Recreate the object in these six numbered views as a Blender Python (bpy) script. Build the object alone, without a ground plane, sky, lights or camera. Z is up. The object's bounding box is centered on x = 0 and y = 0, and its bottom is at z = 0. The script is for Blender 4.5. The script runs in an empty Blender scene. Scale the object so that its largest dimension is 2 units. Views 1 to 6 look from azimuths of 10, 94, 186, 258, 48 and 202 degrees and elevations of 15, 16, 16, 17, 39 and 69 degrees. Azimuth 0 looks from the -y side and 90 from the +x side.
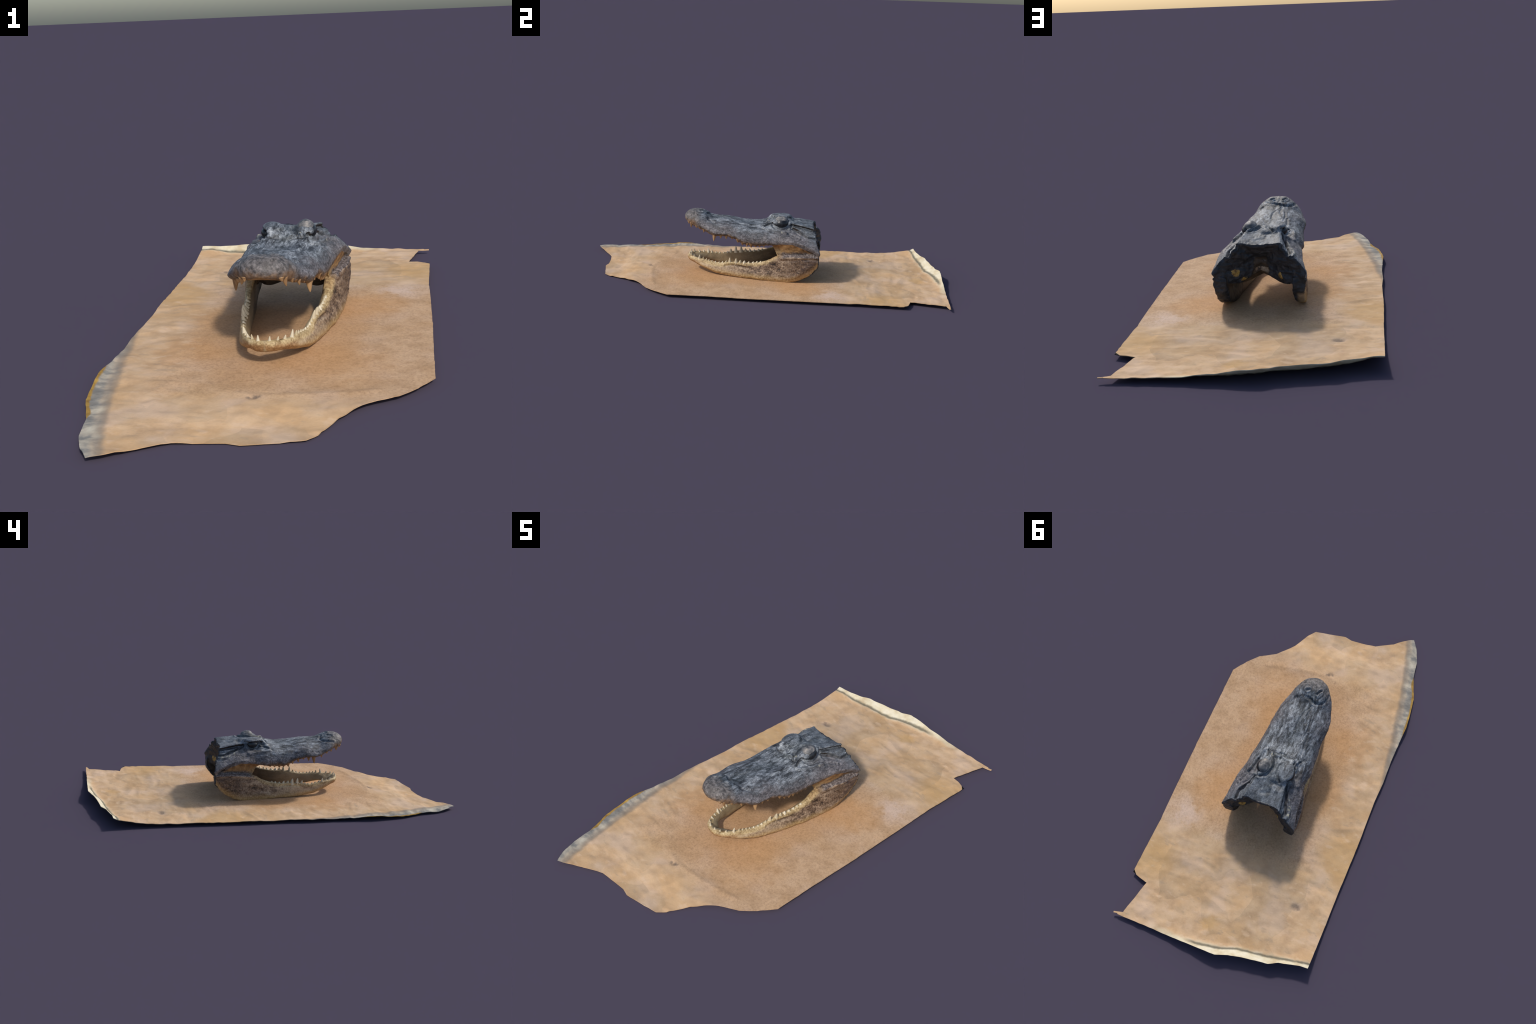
import bpy, bmesh, math, random
import numpy as np
from mathutils import Vector
from mathutils.geometry import delaunay_2d_cdt

random.seed(7)
rng = np.random.default_rng(7)

# ------------------------------------------------------------------ helpers
def pchip(xs, ys, q):
    """Monotone cubic interpolation (works on columns)."""
    xs = np.asarray(xs, float); ys = np.asarray(ys, float); q = np.clip(np.asarray(q, float), xs[0], xs[-1])
    one = ys.ndim == 1
    if one: ys = ys[:, None]
    h = np.diff(xs)[:, None]; d = np.diff(ys, axis=0) / h
    m = np.zeros_like(ys)
    if len(xs) > 2:
        a, b = d[:-1], d[1:]
        with np.errstate(divide='ignore', invalid='ignore'):
            hm = 2 * a * b / (a + b)
        m[1:-1] = np.where(a * b > 0, np.nan_to_num(hm), 0)
    m[0] = d[0]; m[-1] = d[-1]
    k = np.clip(np.searchsorted(xs, q, side='right') - 1, 0, len(xs) - 2)
    t = ((q - xs[k]) / h[k, 0])[:, None]; H = h[k]
    t2 = t * t; t3 = t2 * t
    r = (2*t3 - 3*t2 + 1) * ys[k] + (t3 - 2*t2 + t) * H * m[k] + (3*t2 - 2*t3) * ys[k+1] + (t3 - t2) * H * m[k+1]
    return r[:, 0] if one else r

def catmull(P, n, closed=False):
    """Smooth polyline through control points, n samples per span."""
    P = np.asarray(P, float); out = []
    N = len(P); spans = N if closed else N - 1
    for i in range(spans):
        if closed:
            a, b, c, d = P[i-1], P[i], P[(i+1) % N], P[(i+2) % N]
        else:
            b, c = P[i], P[i+1]
            a = P[i-1] if i > 0 else 2*b - c
            d = P[i+2] if i + 2 < N else 2*c - b
        for t in np.arange(n) / n:
            out.append(.5 * (2*b + (c-a)*t + (2*a - 5*b + 4*c - d)*t*t + (3*b - a - 3*c + d)*t**3))
    if not closed: out.append(P[-1])
    return np.array(out)

def sstep(a, b, x):
    t = np.clip((np.asarray(x, float) - a) / (b - a), 0, 1)
    return t * t * (3 - 2 * t)

def _hash(ix, iy, iz, seed):
    h = (ix.astype(np.uint32) * np.uint32(374761393) + iy.astype(np.uint32) * np.uint32(668265263)
         + iz.astype(np.uint32) * np.uint32(2147483647) + np.uint32(seed * 974634777 % 4294967295))
    h = (h ^ (h >> np.uint32(13))) * np.uint32(1274126177)
    h = h ^ (h >> np.uint32(16))
    return (h & np.uint32(0xffffff)).astype(np.float64) / 0xffffff * 2 - 1

def noise3(P, seed=0):
    P = np.asarray(P, float)
    i = np.floor(P).astype(np.int64); f = P - i
    u = f * f * f * (f * (f * 6 - 15) + 10)
    r = 0
    for dx in (0, 1):
        for dy in (0, 1):
            for dz in (0, 1):
                w = (u[:, 0] if dx else 1 - u[:, 0]) * (u[:, 1] if dy else 1 - u[:, 1]) * (u[:, 2] if dz else 1 - u[:, 2])
                r = r + w * _hash(i[:, 0] + dx, i[:, 1] + dy, i[:, 2] + dz, seed)
    return r

def fbm(P, octaves=4, seed=0, gain=.5):
    r = 0; a = 1.; tot = 0
    P = np.asarray(P, float)
    for o in range(octaves):
        r = r + a * noise3(P * 2.03**o + 17.3 * o, seed + o); tot += a; a *= gain
    return r / tot

def ridged(P, octaves=3, seed=0):
    r = 0; a = 1.; tot = 0
    for o in range(octaves):
        r = r + a * (1 - 2 * np.abs(noise3(np.asarray(P) * 2.1**o + 9.1 * o, seed + o))); tot += a; a *= .5
    return r / tot

def loft(rings, verts, faces, cap=True):
    """Append closed rings (list of (n,3)) as one capped tube."""
    base = len(verts); n = len(rings[0])
    for r in rings: verts.extend(map(tuple, r))
    for k in range(len(rings) - 1):
        for i in range(n):
            j = (i + 1) % n
            faces.append((base + k*n + i, base + k*n + j, base + (k+1)*n + j, base + (k+1)*n + i))
    if cap:
        for k, rev in ((0, True), (len(rings) - 1, False)):
            c = len(verts); verts.append(tuple(np.mean(rings[k], axis=0)))
            for i in range(n):
                a, b = base + k*n + i, base + k*n + (i + 1) % n
                faces.append((c, b, a) if rev else (c, a, b))

def new_object(name, verts, faces, parent=None, mat=None, smooth=True):
    me = bpy.data.meshes.new(name)
    me.from_pydata([tuple(v) for v in verts], [], [tuple(f) for f in faces]); me.update()
    if smooth: me.polygons.foreach_set('use_smooth', [True] * len(me.polygons))
    ob = bpy.data.objects.new(name, me); bpy.context.scene.collection.objects.link(ob)
    if parent: ob.parent = parent
    if mat: me.materials.append(mat)
    return ob

# ------------------------------------------------------------------ head: base form
# The head lies along y (nose towards -y); its mid plane leans very slightly.
def mid(y): return .004 + .020 * np.asarray(y, float)

# upper head half cross-sections: y : top centre, mid top, brow edge, under brow, cheek ridge,
#                                     widest side, lip, inner lip, palate side, palate centre  (dx, z)
UPPER = {
 -.427: [(0,.322),(.005,.322),(.010,.321),(.013,.319),(.015,.316),(.016,.312),(.014,.306),(.010,.303),(.005,.302),(0,.302)],
 -.418: [(0,.336),(.012,.335),(.023,.330),(.030,.324),(.035,.317),(.037,.309),(.033,.299),(.022,.296),(.010,.294),(0,.294)],
 -.405: [(0,.346),(.017,.345),(.035,.338),(.046,.331),(.054,.321),(.057,.308),(.053,.294),(.040,.289),(.020,.288),(0,.289)],
 -.385: [(0,.351),(.025,.351),(.047,.344),(.060,.334),(.068,.322),(.072,.305),(.066,.286),(.050,.281),(.025,.286),(0,.289)],
 -.350: [(0,.349),(.022,.352),(.047,.347),(.068,.334),(.082,.318),(.091,.298),(.083,.274),(.066,.268),(.035,.280),(0,.283)],
 -.310: [(0,.334),(.022,.338),(.047,.335),(.073,.322),(.093,.303),(.107,.280),(.097,.259),(.078,.254),(.040,.270),(0,.274)],
 -.280: [(0,.322),(.022,.324),(.047,.320),(.073,.309),(.098,.292),(.118,.270),(.109,.250),(.090,.247),(.045,.262),(0,.266)],
 -.250: [(0,.317),(.025,.319),(.050,.315),(.077,.303),(.104,.284),(.128,.258),(.118,.239),(.100,.237),(.050,.255),(0,.260)],
 -.200: [(0,.317),(.025,.318),(.050,.313),(.079,.298),(.108,.280),(.133,.257),(.123,.243),(.102,.238),(.055,.252),(0,.256)],
 -.150: [(0,.308),(.025,.310),(.052,.306),(.083,.291),(.113,.273),(.138,.250),(.128,.236),(.107,.231),(.060,.246),(0,.250)],
 -.100: [(0,.299),(.028,.300),(.055,.298),(.086,.283),(.117,.264),(.142,.238),(.134,.214),(.113,.209),(.060,.236),(0,.242)],
 -.050: [(0,.294),(.028,.296),(.056,.295),(.088,.281),(.121,.261),(.147,.230),(.139,.203),(.117,.198),(.065,.228),(0,.235)],
  .000: [(0,.297),(.030,.300),(.057,.300),(.091,.283),(.124,.264),(.151,.231),(.144,.205),(.120,.200),(.070,.222),(0,.230)],
  .040: [(0,.310),(.030,.315),(.055,.318),(.085,.293),(.127,.270),(.156,.236),(.150,.210),(.125,.205),(.080,.208),(0,.216)],
  .080: [(0,.320),(.030,.326),(.052,.326),(.076,.299),(.130,.273),(.161,.240),(.157,.216),(.132,.205),(.090,.186),(0,.198)],
  .120: [(0,.323),(.030,.328),(.054,.328),(.080,.300),(.133,.274),(.166,.245),(.163,.225),(.138,.176),(.092,.130),(0,.156)],
  .160: [(0,.318),(.035,.320),(.065,.325),(.088,.289),(.137,.268),(.172,.246),(.170,.229),(.143,.145),(.090,.104),(0,.136)],
  .200: [(0,.310),(.040,.311),(.078,.311),(.092,.282),(.141,.261),(.178,.240),(.177,.226),(.149,.155),(.092,.106),(0,.141)],
  .250: [(0,.302),(.045,.303),(.086,.303),(.104,.275),(.147,.249),(.184,.216),(.185,.203),(.155,.165),(.092,.117),(0,.157)],
  .284: [(0,.295),(.045,.297),(.092,.296),(.107,.270),(.152,.237),(.189,.192),(.190,.178),(.165,.150),(.090,.126),(0,.172)],
}
ys_u = np.array(sorted(UPPER))
tab_u = np.array([np.ravel(UPPER[y]) for y in ys_u])

# lower jaw stations along the tooth rim, chin to jaw angle:
# x, y, inward normal (nx, ny), rim z, bottom z, rim thickness, bulge, z of bulge, bottom shift, inner foot
JAW = [
 (0.000,-.410, 0.00, 1.00,.101,.066,.026,.002,.088,.010,.094),
 (0.030,-.402,-0.35, 0.94,.100,.065,.026,.004,.085,.010,.086),
 (0.058,-.377,-0.75, 0.66,.097,.062,.025,.005,.080,.012,.070),
 (0.078,-.340,-0.90, 0.40,.093,.052,.022,.007,.068,.010,.044),
 (0.091,-.300,-0.94, 0.30,.090,.041,.020,.011,.056,.005,.034),
 (0.109,-.230,-0.97, 0.20,.083,.024,.021,.014,.042,-.002,.036),
 (0.118,-.180,-0.98, 0.15,.091,.020,.022,.015,.038,-.006,.036),
 (0.127,-.120,-0.99, 0.10,.096,.017,.023,.019,.034,-.011,.036),
 (0.135,-.050,-1.00, 0.05,.098,.016,.024,.023,.031,-.015,.036),
 (0.141, .000,-1.00, 0.00,.106,.015,.026,.027,.030,-.019,.037),
 (0.148, .050,-1.00, 0.00,.122,.014,.030,.025,.031,-.017,.038),
 (0.154, .100,-1.00, 0.00,.147,.013,.036,.024,.033,-.015,.040),
 (0.165, .150,-1.00, 0.00,.156,.014,.042,.017,.040,-.009,.046),
 (0.177, .200,-1.00, 0.00,.163,.022,.046,.010,.055,.002,.052),
 (0.185, .250,-1.00, 0.00,.166,.044,.052,.006,.090,.010,.056),
 (0.189, .290,-1.00, 0.00,.168,.074,.056,.003,.122,.014,.060),
 (0.189, .322,-1.00, 0.00,.168,.112,.054,.000,.145,.010,.050),
]
JAW = np.array(JAW)

LIDS = [((.056, .108, .316), (.037, .050, .022), (.05, .0, -.1)),
        ((-.046, .098, .323), (.037, .057, .0185), (.0, .02, -.12))]

def dx_of(a, b): return np.concatenate([a[:, 0], b[:, 0]])

def build_base():
    verts, faces = [], []
    # --- upper head
    ysamp = np.concatenate([np.linspace(-.427, -.38, 14), np.linspace(-.376, .284, 130)])
    T = pchip(ys_u, tab_u, ysamp)
    full = sstep(-.30, -.20, ysamp) * sstep(.06, -.02, ysamp)
    T[:, 7] += .007 * full; T[:, 9] += .009 * full; T[:, 6] += .004 * full; T[:, 8] += .003 * full; T[:, 5] += .003 * full
    slim = sstep(.04, .10, ysamp) * sstep(.285, .22, ysamp)
    T[:, 10] -= .007 * slim; T[:, 8] -= .003 * slim
    plate = sstep(.16, .24, ysamp)
    T[:, 1] -= .004 * plate; T[:, 3] -= .002 * plate; T[:, 5] += .003 * plate; T[:, 7] -= .005 * plate
    un = np.linspace(0, 9, 55)
    rings = []
    for y, row in zip(ysamp, T):
        h = row.reshape(-1, 2)
        half = catmull(h, 6)
        left = half.copy(); right = half[1:-1][::-1] * [-1, 1]
        # the right flank of the snout is broader, the right temple narrower
        side_w = np.exp(-((np.linspace(0, 9, 55)[1:-1][::-1] - 5) / 1.6)**2)
        right[:, 0] -= side_w * (.010 * float(sstep(-.40, -.34, y) * sstep(-.12, -.20, y)) - .014 * float(sstep(.02, .10, y) * sstep(.285, .22, y)))
        right[:, 1] += .007 * np.exp(-((np.linspace(0, 9, 55)[1:-1][::-1] - 6.5) / 1.1)**2) * float(sstep(-.40, -.35, y) * sstep(-.17, -.22, y))
        sag = np.concatenate([sstep(5.6, 8.8, un), sstep(5.6, 8.8, un[1:-1])[::-1]]) * np.clip(1 - (np.abs(dx_of(left, right)) / .135)**2, 0, 1)**.7
        loop = np.vstack([left, right])
        dx = loop[:, 0]
        wy = sstep(.14, .284, y)
        yy = y + wy * .044 * (np.abs(dx) / .19)**2
        yy = yy - .045 * sstep(.10, .284, y) * sag + sstep(.24, .284, y) * .006 * noise3(np.column_stack([loop[:, 0] * 26, loop[:, 1] * 26, loop[:, 0] * 0 + 4.2]), 19)
        rings.append(np.column_stack([dx + mid(y), yy, loop[:, 1]]))
    # the neck cut is a hollow: inner rings run forward under the skull plate
    last = rings[-1]; cen = np.array([mid(.25), .232, .205])
    for t, back in ((.10, -.005), (.30, -.003), (.55, .002), (.80, .004)):
        r = last + (cen - last) * t; r[:, 1] -= back * (1 - sag * .7); rings.append(r)
    loft(rings, verts, faces)
    # --- lower jaw, one U-shaped loft from right jaw angle round the chin to the left one
    s = np.concatenate([[0], np.cumsum(np.hypot(np.diff(JAW[:, 0]), np.diff(JAW[:, 1])))])
    q = np.linspace(0, s[-1], 110)
    J = pchip(s, JAW, q)
    rings = []
    for side in (-1, 1):
        rr = []
        for (x, y, nx, ny, zr, zb, th, bu, zm, bs, ft) in J:
            if side < 0: bu = bu * (.45 + .4 * float(sstep(.15, .3, y))); bs = bs * .5 if bs < 0 else bs; ft = ft * (.72 + .2 * float(sstep(.18, .3, y))); th = th * (.78 + .2 * float(sstep(.18, .3, y)))
            l = math.hypot(nx, ny); nx, ny = nx / l, ny / l
            wc = float(sstep(.085, .03, x)); zf = zb + .008 - .030 * wc
            pts = [(0, zr - .003), (-bu * .40, zr + (zm - zr) * .52), (-bu, zm), (-bu * .62 + bs * .38, (zm + zb) / 2), (bs, zb),
                   ((bs + ft) / 2 + .002, zb - .012 * wc), (ft, zf), ((ft + th) / 2 + .002, (zr + zf) / 2), (th, zr - .005), (th * .5, zr)]
            pts = catmull(pts, 4, closed=True)
            r = [((x + d * nx) * side + mid(y), y + d * ny, z) for d, z in pts]
            rr.append(np.array(r))
        if side < 0: rings += rr[::-1]
        else: rings += rr[1:]
    # rings on the two sides run in opposite sense along the path but share point order
    loft(rings, verts, faces)
    # --- cheek skin between the jaws
    ysamp = np.linspace(.066, .31, 50)
    zr = pchip(JAW[9:, 1], JAW[9:, 4], ysamp); xr = pchip(JAW[9:, 1], JAW[9:, 0], ysamp)
    U = pchip(ys_u, tab_u, np.minimum(ysamp, .284)).reshape(len(ysamp), -1, 2)
    for side in (-1, 1):
        rings = []
        for k, y in enumerate(ysamp):
            xl, zl = U[k, 6]
            zt = zl + .014; zbm = zr[k] - .022
            ins = .012 + .012 * sstep(.1, .16, y) - .014 * sstep(.24, .31, y)
            xo_t = xl - ins - .004; xo_b = xr[k] - ins * .8
            fr = 1 - sstep(.062, .2, y)
            col = []
            for t in np.linspace(0, 1, 9):
                z = zt + (zbm - zt) * t
                sh = fr * (.020 * (side < 0) + (.066 if side > 0 else .056) * t - .012 * math.sin(math.pi * t))
                col.append((xo_t + (xo_b - xo_t) * t - .004 * math.sin(math.pi * t), y + sh, z))
            inn = [(xo_b - .022 - .02 * (1 - fr), p[1], p[2]) for p in col[::-1]]
            rings.append(np.array([(side * a + mid(b), b, c) for a, b, c in col + inn]))
        loft(rings, verts, faces)
    # --- lid domes above the eyes: the left eye stands out, the right lid is a flat overhanging shelf
    for c, r, tilt in LIDS:
        rings = []
        for ph in np.linspace(.06, math.pi - .06, 18):
            a = np.linspace(0, 2 * math.pi, 28, endpoint=False)
            P = np.column_stack([r[0] * math.sin(ph) * np.cos(a), r[1] * math.sin(ph) * np.sin(a), np.full(28, r[2] * math.cos(ph))])
            P[:, 2] += P[:, 0] * tilt[0] + P[:, 1] * tilt[1]
            P[:, 0] += P[:, 1] * tilt[2]
            rings.append(P + c)
        loft(rings, verts, faces)
    ob = new_object('head_base', verts, faces)
    bm = bmesh.new(); bm.from_mesh(ob.data)
    bmesh.ops.recalc_face_normals(bm, faces=bm.faces); bm.to_mesh(ob.data); bm.free()
    md = ob.modifiers.new('r', 'REMESH'); md.mode = 'VOXEL'; md.voxel_size = .0024; md.adaptivity = 0
    dg = bpy.context.evaluated_depsgraph_get()
    me = bpy.data.meshes.new_from_object(ob.evaluated_get(dg))
    n = len(me.vertices); V = np.empty(n * 3); me.vertices.foreach_get('co', V); V = V.reshape(-1, 3)
    F = np.empty(len(me.polygons) * 4, int); me.polygons.foreach_get('vertices', F); F = F.reshape(-1, 4)
    bpy.data.objects.remove(ob)
    return V, F

def smooth_mesh(V, F, it, lam=.5, w=None):
    n = len(V)
    e = np.vstack([F[:, [0, 1]], F[:, [1, 2]], F[:, [2, 3]], F[:, [3, 0]]])
    a = np.concatenate([e[:, 0], e[:, 1]]); b = np.concatenate([e[:, 1], e[:, 0]])
    cnt = np.bincount(a, minlength=n)[:, None].clip(1)
    for _ in range(it):
        S = np.column_stack([np.bincount(a, V[b, k], minlength=n) for k in range(3)]) / cnt
        d = lam * (S - V)
        V = V + (d if w is None else d * w[:, None])
    return V

def vert_normals(V, F):
    n = np.cross(V[F[:, 2]] - V[F[:, 0]], V[F[:, 3]] - V[F[:, 1]])
    N = np.column_stack([sum(np.bincount(F[:, i], n[:, k], minlength=len(V)) for i in range(4)) for k in range(3)])
    return N / np.linalg.norm(N, axis=1)[:, None].clip(1e-12)

V, F = build_base()
V = smooth_mesh(V, F, 8)
print('head verts', len(V))

# ------------------------------------------------------------------ folds, slits and ridges (control polylines)
# depth > 0 cuts in, depth < 0 raises; width is the half width; all in metres
FOLDS = [
 ('crest', -.0050, .006, [(.053,.035,.320),(.031,.038,.318),(.005,.032,.308),(-.018,.040,.316),(-.042,.036,.322),(-.061,.040,.326)]),
 ('crest_foot', .0050, .006, [(.060,.020,.308),(.031,.022,.306),(.005,.014,.300),(-.018,.024,.306),(-.042,.020,.308),(-.066,.026,.312)]),
 ('orbit', .0075, .0065, [(.046,.036,.314),(.026,.060,.322),(.018,.097,.325),(.025,.130,.327),(.042,.154,.323),(.066,.170,.318),(.088,.160,.300)]),
 ('orbit_ring', .0040, .0035, [(.050,.070,.335),(.037,.102,.341),(.043,.131,.342),(.055,.148,.336),(.081,.143,.312)]),
 ('ball_seat', .0080, .0070, [(.074,.066,.300),(.095,.085,.294),(.104,.112,.292),(.098,.140,.296),(.086,.156,.300)]),
 ('lid_inner', .0060, .0050, [(-.020,.050,.336),(-.006,.076,.324),(-.006,.111,.326),(-.014,.138,.325),(-.034,.164,.321)]),
 ('lid_outer', .0120, .0080, [(-.070,.040,.312),(-.078,.065,.312),(-.084,.100,.312),(-.082,.130,.312),(-.074,.154,.318)]),
 ('eye_pit', .0140, .0140, [(-.082,.085,.304),(-.086,.115,.303)]),
 ('ear_slit', .0130, .0060, [(-.069,.156,.303),(-.073,.182,.299),(-.077,.212,.293),(-.083,.254,.288),(-.092,.292,.284)]),
 ('ear_slit_low', .0120, .0060, [(-.072,.161,.296),(-.084,.199,.278),(-.099,.241,.266),(-.113,.275,.258),(-.108,.303,.258)]),
 ('ear_ridge', -.0065, .0055, [(-.090,.150,.286),(-.094,.186,.276),(-.112,.222,.263),(-.130,.262,.250),(-.128,.300,.247)]),
 ('nape_dent', .0090, .0150, [(-.010,.178,.316),(-.033,.177,.317),(-.052,.180,.318)]),
 ('nape_fold', .0030, .0080, [(.030,.240,.304),(-.005,.225,.305),(-.020,.200,.310)]),
 ('shelf_fold', .0055, .0055, [(.110,.078,.286),(.116,.112,.285),(.123,.140,.283),(.137,.166,.274),(.147,.193,.267),(.154,.208,.262)]),
 ('ear_slit', .0120, .0060, [(.084,.168,.308),(.090,.205,.303),(.098,.250,.296),(.104,.302,.287)]),
 ('ear_slit_low', .0165, .0060, [(.090,.168,.294),(.104,.205,.277),(.120,.231,.267),(.137,.254,.258),(.137,.300,.252)]),
 ('ear_flap', -.0070, .0075, [(.102,.222,.281),(.110,.255,.275),(.117,.300,.268)]),
 ('cheek_fold', .0045, .0050, [(.099,.163,.286),(.114,.195,.274),(.134,.216,.264)]),
 ('cheek_fold', .0030, .0050, [(.135,.152,.276),(.152,.166,.265),(.163,.193,.256),(.161,.225,.252)]),
 ('cheek_ridge', -.0065, .0070, [(.098,.015,.286),(.110,.050,.284),(.117,.080,.281),(.124,.110,.279),(.132,.145,.275)]),
 ('cheek_ridge', -.0045, .0070, [(-.105,.010,.282),(-.116,.050,.280),(-.122,.090,.278),(-.128,.130,.274)]),
 ('eye_corner', .0080, .0050, [(.082,.022,.296),(.074,.045,.306),(.076,.068,.314)]),
 ('eye_corner', .0080, .0050, [(-.086,.018,.290),(-.078,.045,.300),(-.080,.070,.304)]),
 ('eye_shelf', .0060, .0120, [(.092,.040,.293),(.098,.075,.291),(.103,.109,.290),(.108,.140,.290)]),
 ('eye_shelf', .0060, .0120, [(-.092,.040,.290),(-.099,.080,.290),(-.104,.120,.288)]),
 ('nose_disc', .0025, .0070, [(.062,-.345,.336),(.052,-.320,.336),(.029,-.305,.336),(-.002,-.304,.333)]),
 ('nose_disc', .0042, .0065, [(-.004,-.300,.332),(-.018,-.292,.329),(-.042,-.288,.325),(-.068,-.302,.322),(-.082,-.331,.320),(-.084,-.352,.318)]),
 ('nostril', .0085, .0055, [(.026,-.333,.348),(.015,-.339,.350)]),
 ('nostril_ring', .0012, .0035, [(.040,-.352,.346),(.042,-.330,.344),(.028,-.316,.342),(.010,-.320,.344),(.006,-.340,.350),(.020,-.356,.351),(.040,-.352,.346)]),
 ('nostril', .0100, .0050, [(-.030,-.330,.348),(-.038,-.344,.350),(-.046,-.355,.348)]),
 ('nostril_ring', .0014, .0035, [(-.058,-.362,.344),(-.064,-.336,.340),(-.050,-.314,.338),(-.028,-.312,.340),(-.018,-.332,.349),(-.034,-.362,.351)]),
 ('nose_bridge', -.0025, .0050, [(-.006,-.380,.352),(-.006,-.350,.350),(-.005,-.318,.340)]),
 ('snout_line', .0035, .0050, [(-.015,-.300,.334),(-.029,-.269,.321),(-.027,-.215,.318),(-.034,-.173,.314)]),
 ('snout_line', .0030, .0045, [(-.028,-.272,.322),(-.007,-.230,.317),(.003,-.176,.314),(.005,-.126,.304)]),
 ('snout_line', .0035, .0060, [(.084,-.254,.299),(.073,-.274,.307),(.064,-.290,.318)]),
 ('snout_line', .0030, .0045, [(.068,-.120,.296),(.071,-.081,.292),(.073,-.030,.292)]),
 ('snout_line', .0030, .0045, [(-.064,-.130,.298),(-.070,-.080,.292),(-.074,-.010,.293)]),
 ('snout_line', .0025, .0040, [(-.050,-.200,.316),(-.056,-.150,.306),(-.052,-.090,.298)]),
 ('gum_line', .0050, .0055, [(.121,-.187,.071),(.128,-.143,.080),(.136,-.106,.078),(.145,-.062,.072)]),
 ('gum_line', .0040, .0055, [(-.136,-.049,.084),(-.132,-.081,.086),(-.128,-.121,.083),(-.124,-.166,.078)]),
 ('jaw_ridge', -.0045, .0060, [(.166,.120,.140),(.185,.192,.151),(.193,.243,.160),(.188,.296,.167)]),
 ('jaw_groove', .0050, .0060, [(.200,.240,.146),(.202,.285,.152),(.200,.322,.150)]),
 ('jaw_ridge', -.0030, .0060, [(-.160,.120,.146),(-.168,.193,.156),(-.173,.243,.162),(-.176,.296,.167)]),
]

def seg_dist(P, line):
    best = np.full(len(P), 1e9)
    for a, b in zip(line[:-1], line[1:]):
        ab = b - a; t = np.clip(((P - a) @ ab) / max(ab @ ab, 1e-12), 0, 1)
        best = np.minimum(best, np.linalg.norm(P - a - t[:, None] * ab, axis=1))
    return best

from mathutils.bvhtree import BVHTree
skin_tree = BVHTree.FromPolygons(V.tolist(), F.tolist())
N = vert_normals(V, F)
V0 = V.copy(); disp = np.zeros(len(V))
for name, depth, w, pts in FOLDS:
    pts = [tuple(skin_tree.find_nearest(Vector(p))[0]) for p in pts]     # rest on the skin
    line = np.array([tuple(skin_tree.find_nearest(Vector(p))[0]) for p in catmull(pts, 6)])
    lo, hi = line.min(0) - 3.5 * w, line.max(0) + 3.5 * w
    k = np.where(np.all((V0 > lo) & (V0 < hi), axis=1))[0]
    if not len(k): continue
    wob = 1 + .25 * noise3(V0[k] * 60, 5)
    d = seg_dist(V0[k] + .0012 * np.column_stack([noise3(V0[k] * 90, 31 + j) for j in range(3)]), line) / (w * wob)
    disp[k] += -depth * (np.exp(-d * d) - .22 * np.exp(-((d - 1.9) / .7)**2))
V = V + N * disp[:, None]
V = smooth_mesh(V, F, 2, .35)
N = vert_normals(V, F)

# region measures used for relief and for splitting the skin into parts
y, z = V[:, 1], V[:, 2]; dx = V[:, 0] - mid(y); ax = np.abs(dx)
U = pchip(ys_u, tab_u, np.clip(y, -.427, .284)).reshape(len(V), -1, 2)
lip_z = U[:, 6, 1]
rim_z = np.interp(y, JAW[:, 1], JAW[:, 4])
bot_z = np.interp(y, JAW[:, 1], JAW[:, 5])
split_z = .5 * (lip_z + rim_z)
upper = z > split_z
inner_x = np.interp(y, [.05, .09, .15, .25, .33], [.114, .119, .126, .140, .152])
inside = (y > .07) & (ax < inner_x) & (z < np.where(ax < .05, .25, .232 - .25 * ax)) & (N[:, 1] < .85)
outer_up = upper & (N[:, 2] > -.4) & ~inside

# relief: wrinkled hide on top, pebbled skin on the jaw, lumps on nose and cut neck
Ps = V * np.array([95, 30, 95]); Pw = V * np.array([55, 17, 55])
warp = np.column_stack([noise3(V * 40, 71 + j) for j in range(3)]) * .8
wr = ridged(Pw + warp, 3, 11) * .0008 + ridged(Ps + warp, 2, 23) * .0004
top_w = outer_up * sstep(-.36, -.29, y)
peb = fbm(V * 150, 2, 41) * .0009 + fbm(V * 45, 3, 43) * .0016
jaw_out = (~upper) & (ax > inner_x - .01)
stump = (N[:, 1] > .45) & (y > .245) & ~((z < .02))
lump = fbm(V * 32, 3, 51)
rel = top_w * wr + (outer_up * (1 - sstep(-.36, -.29, y))) * (fbm(V * 110, 3, 61) * .0011) \
    + jaw_out * peb * (~stump) + stump * (ridged(V * np.array([24, 24, 36]), 3, 81) * .0050 + fbm(V * 14, 2, 83) * .006) + lump * .0016
# sagging, toothed edge of the upper lip
near_lip = np.exp(-((z - lip_z - .003) / .010)**2) * (upper & (y < .05)) * (ax > U[:, 7, 0] - .012)
rel += near_lip * (.0034 * noise3(np.column_stack([dx * 0, y * 62, z * 0 + np.sign(dx) * 3]), 91) + .0008)
V = V + N * rel[:, None]
V = smooth_mesh(V, F, 1, .25)
N = vert_normals(V, F)

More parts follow.
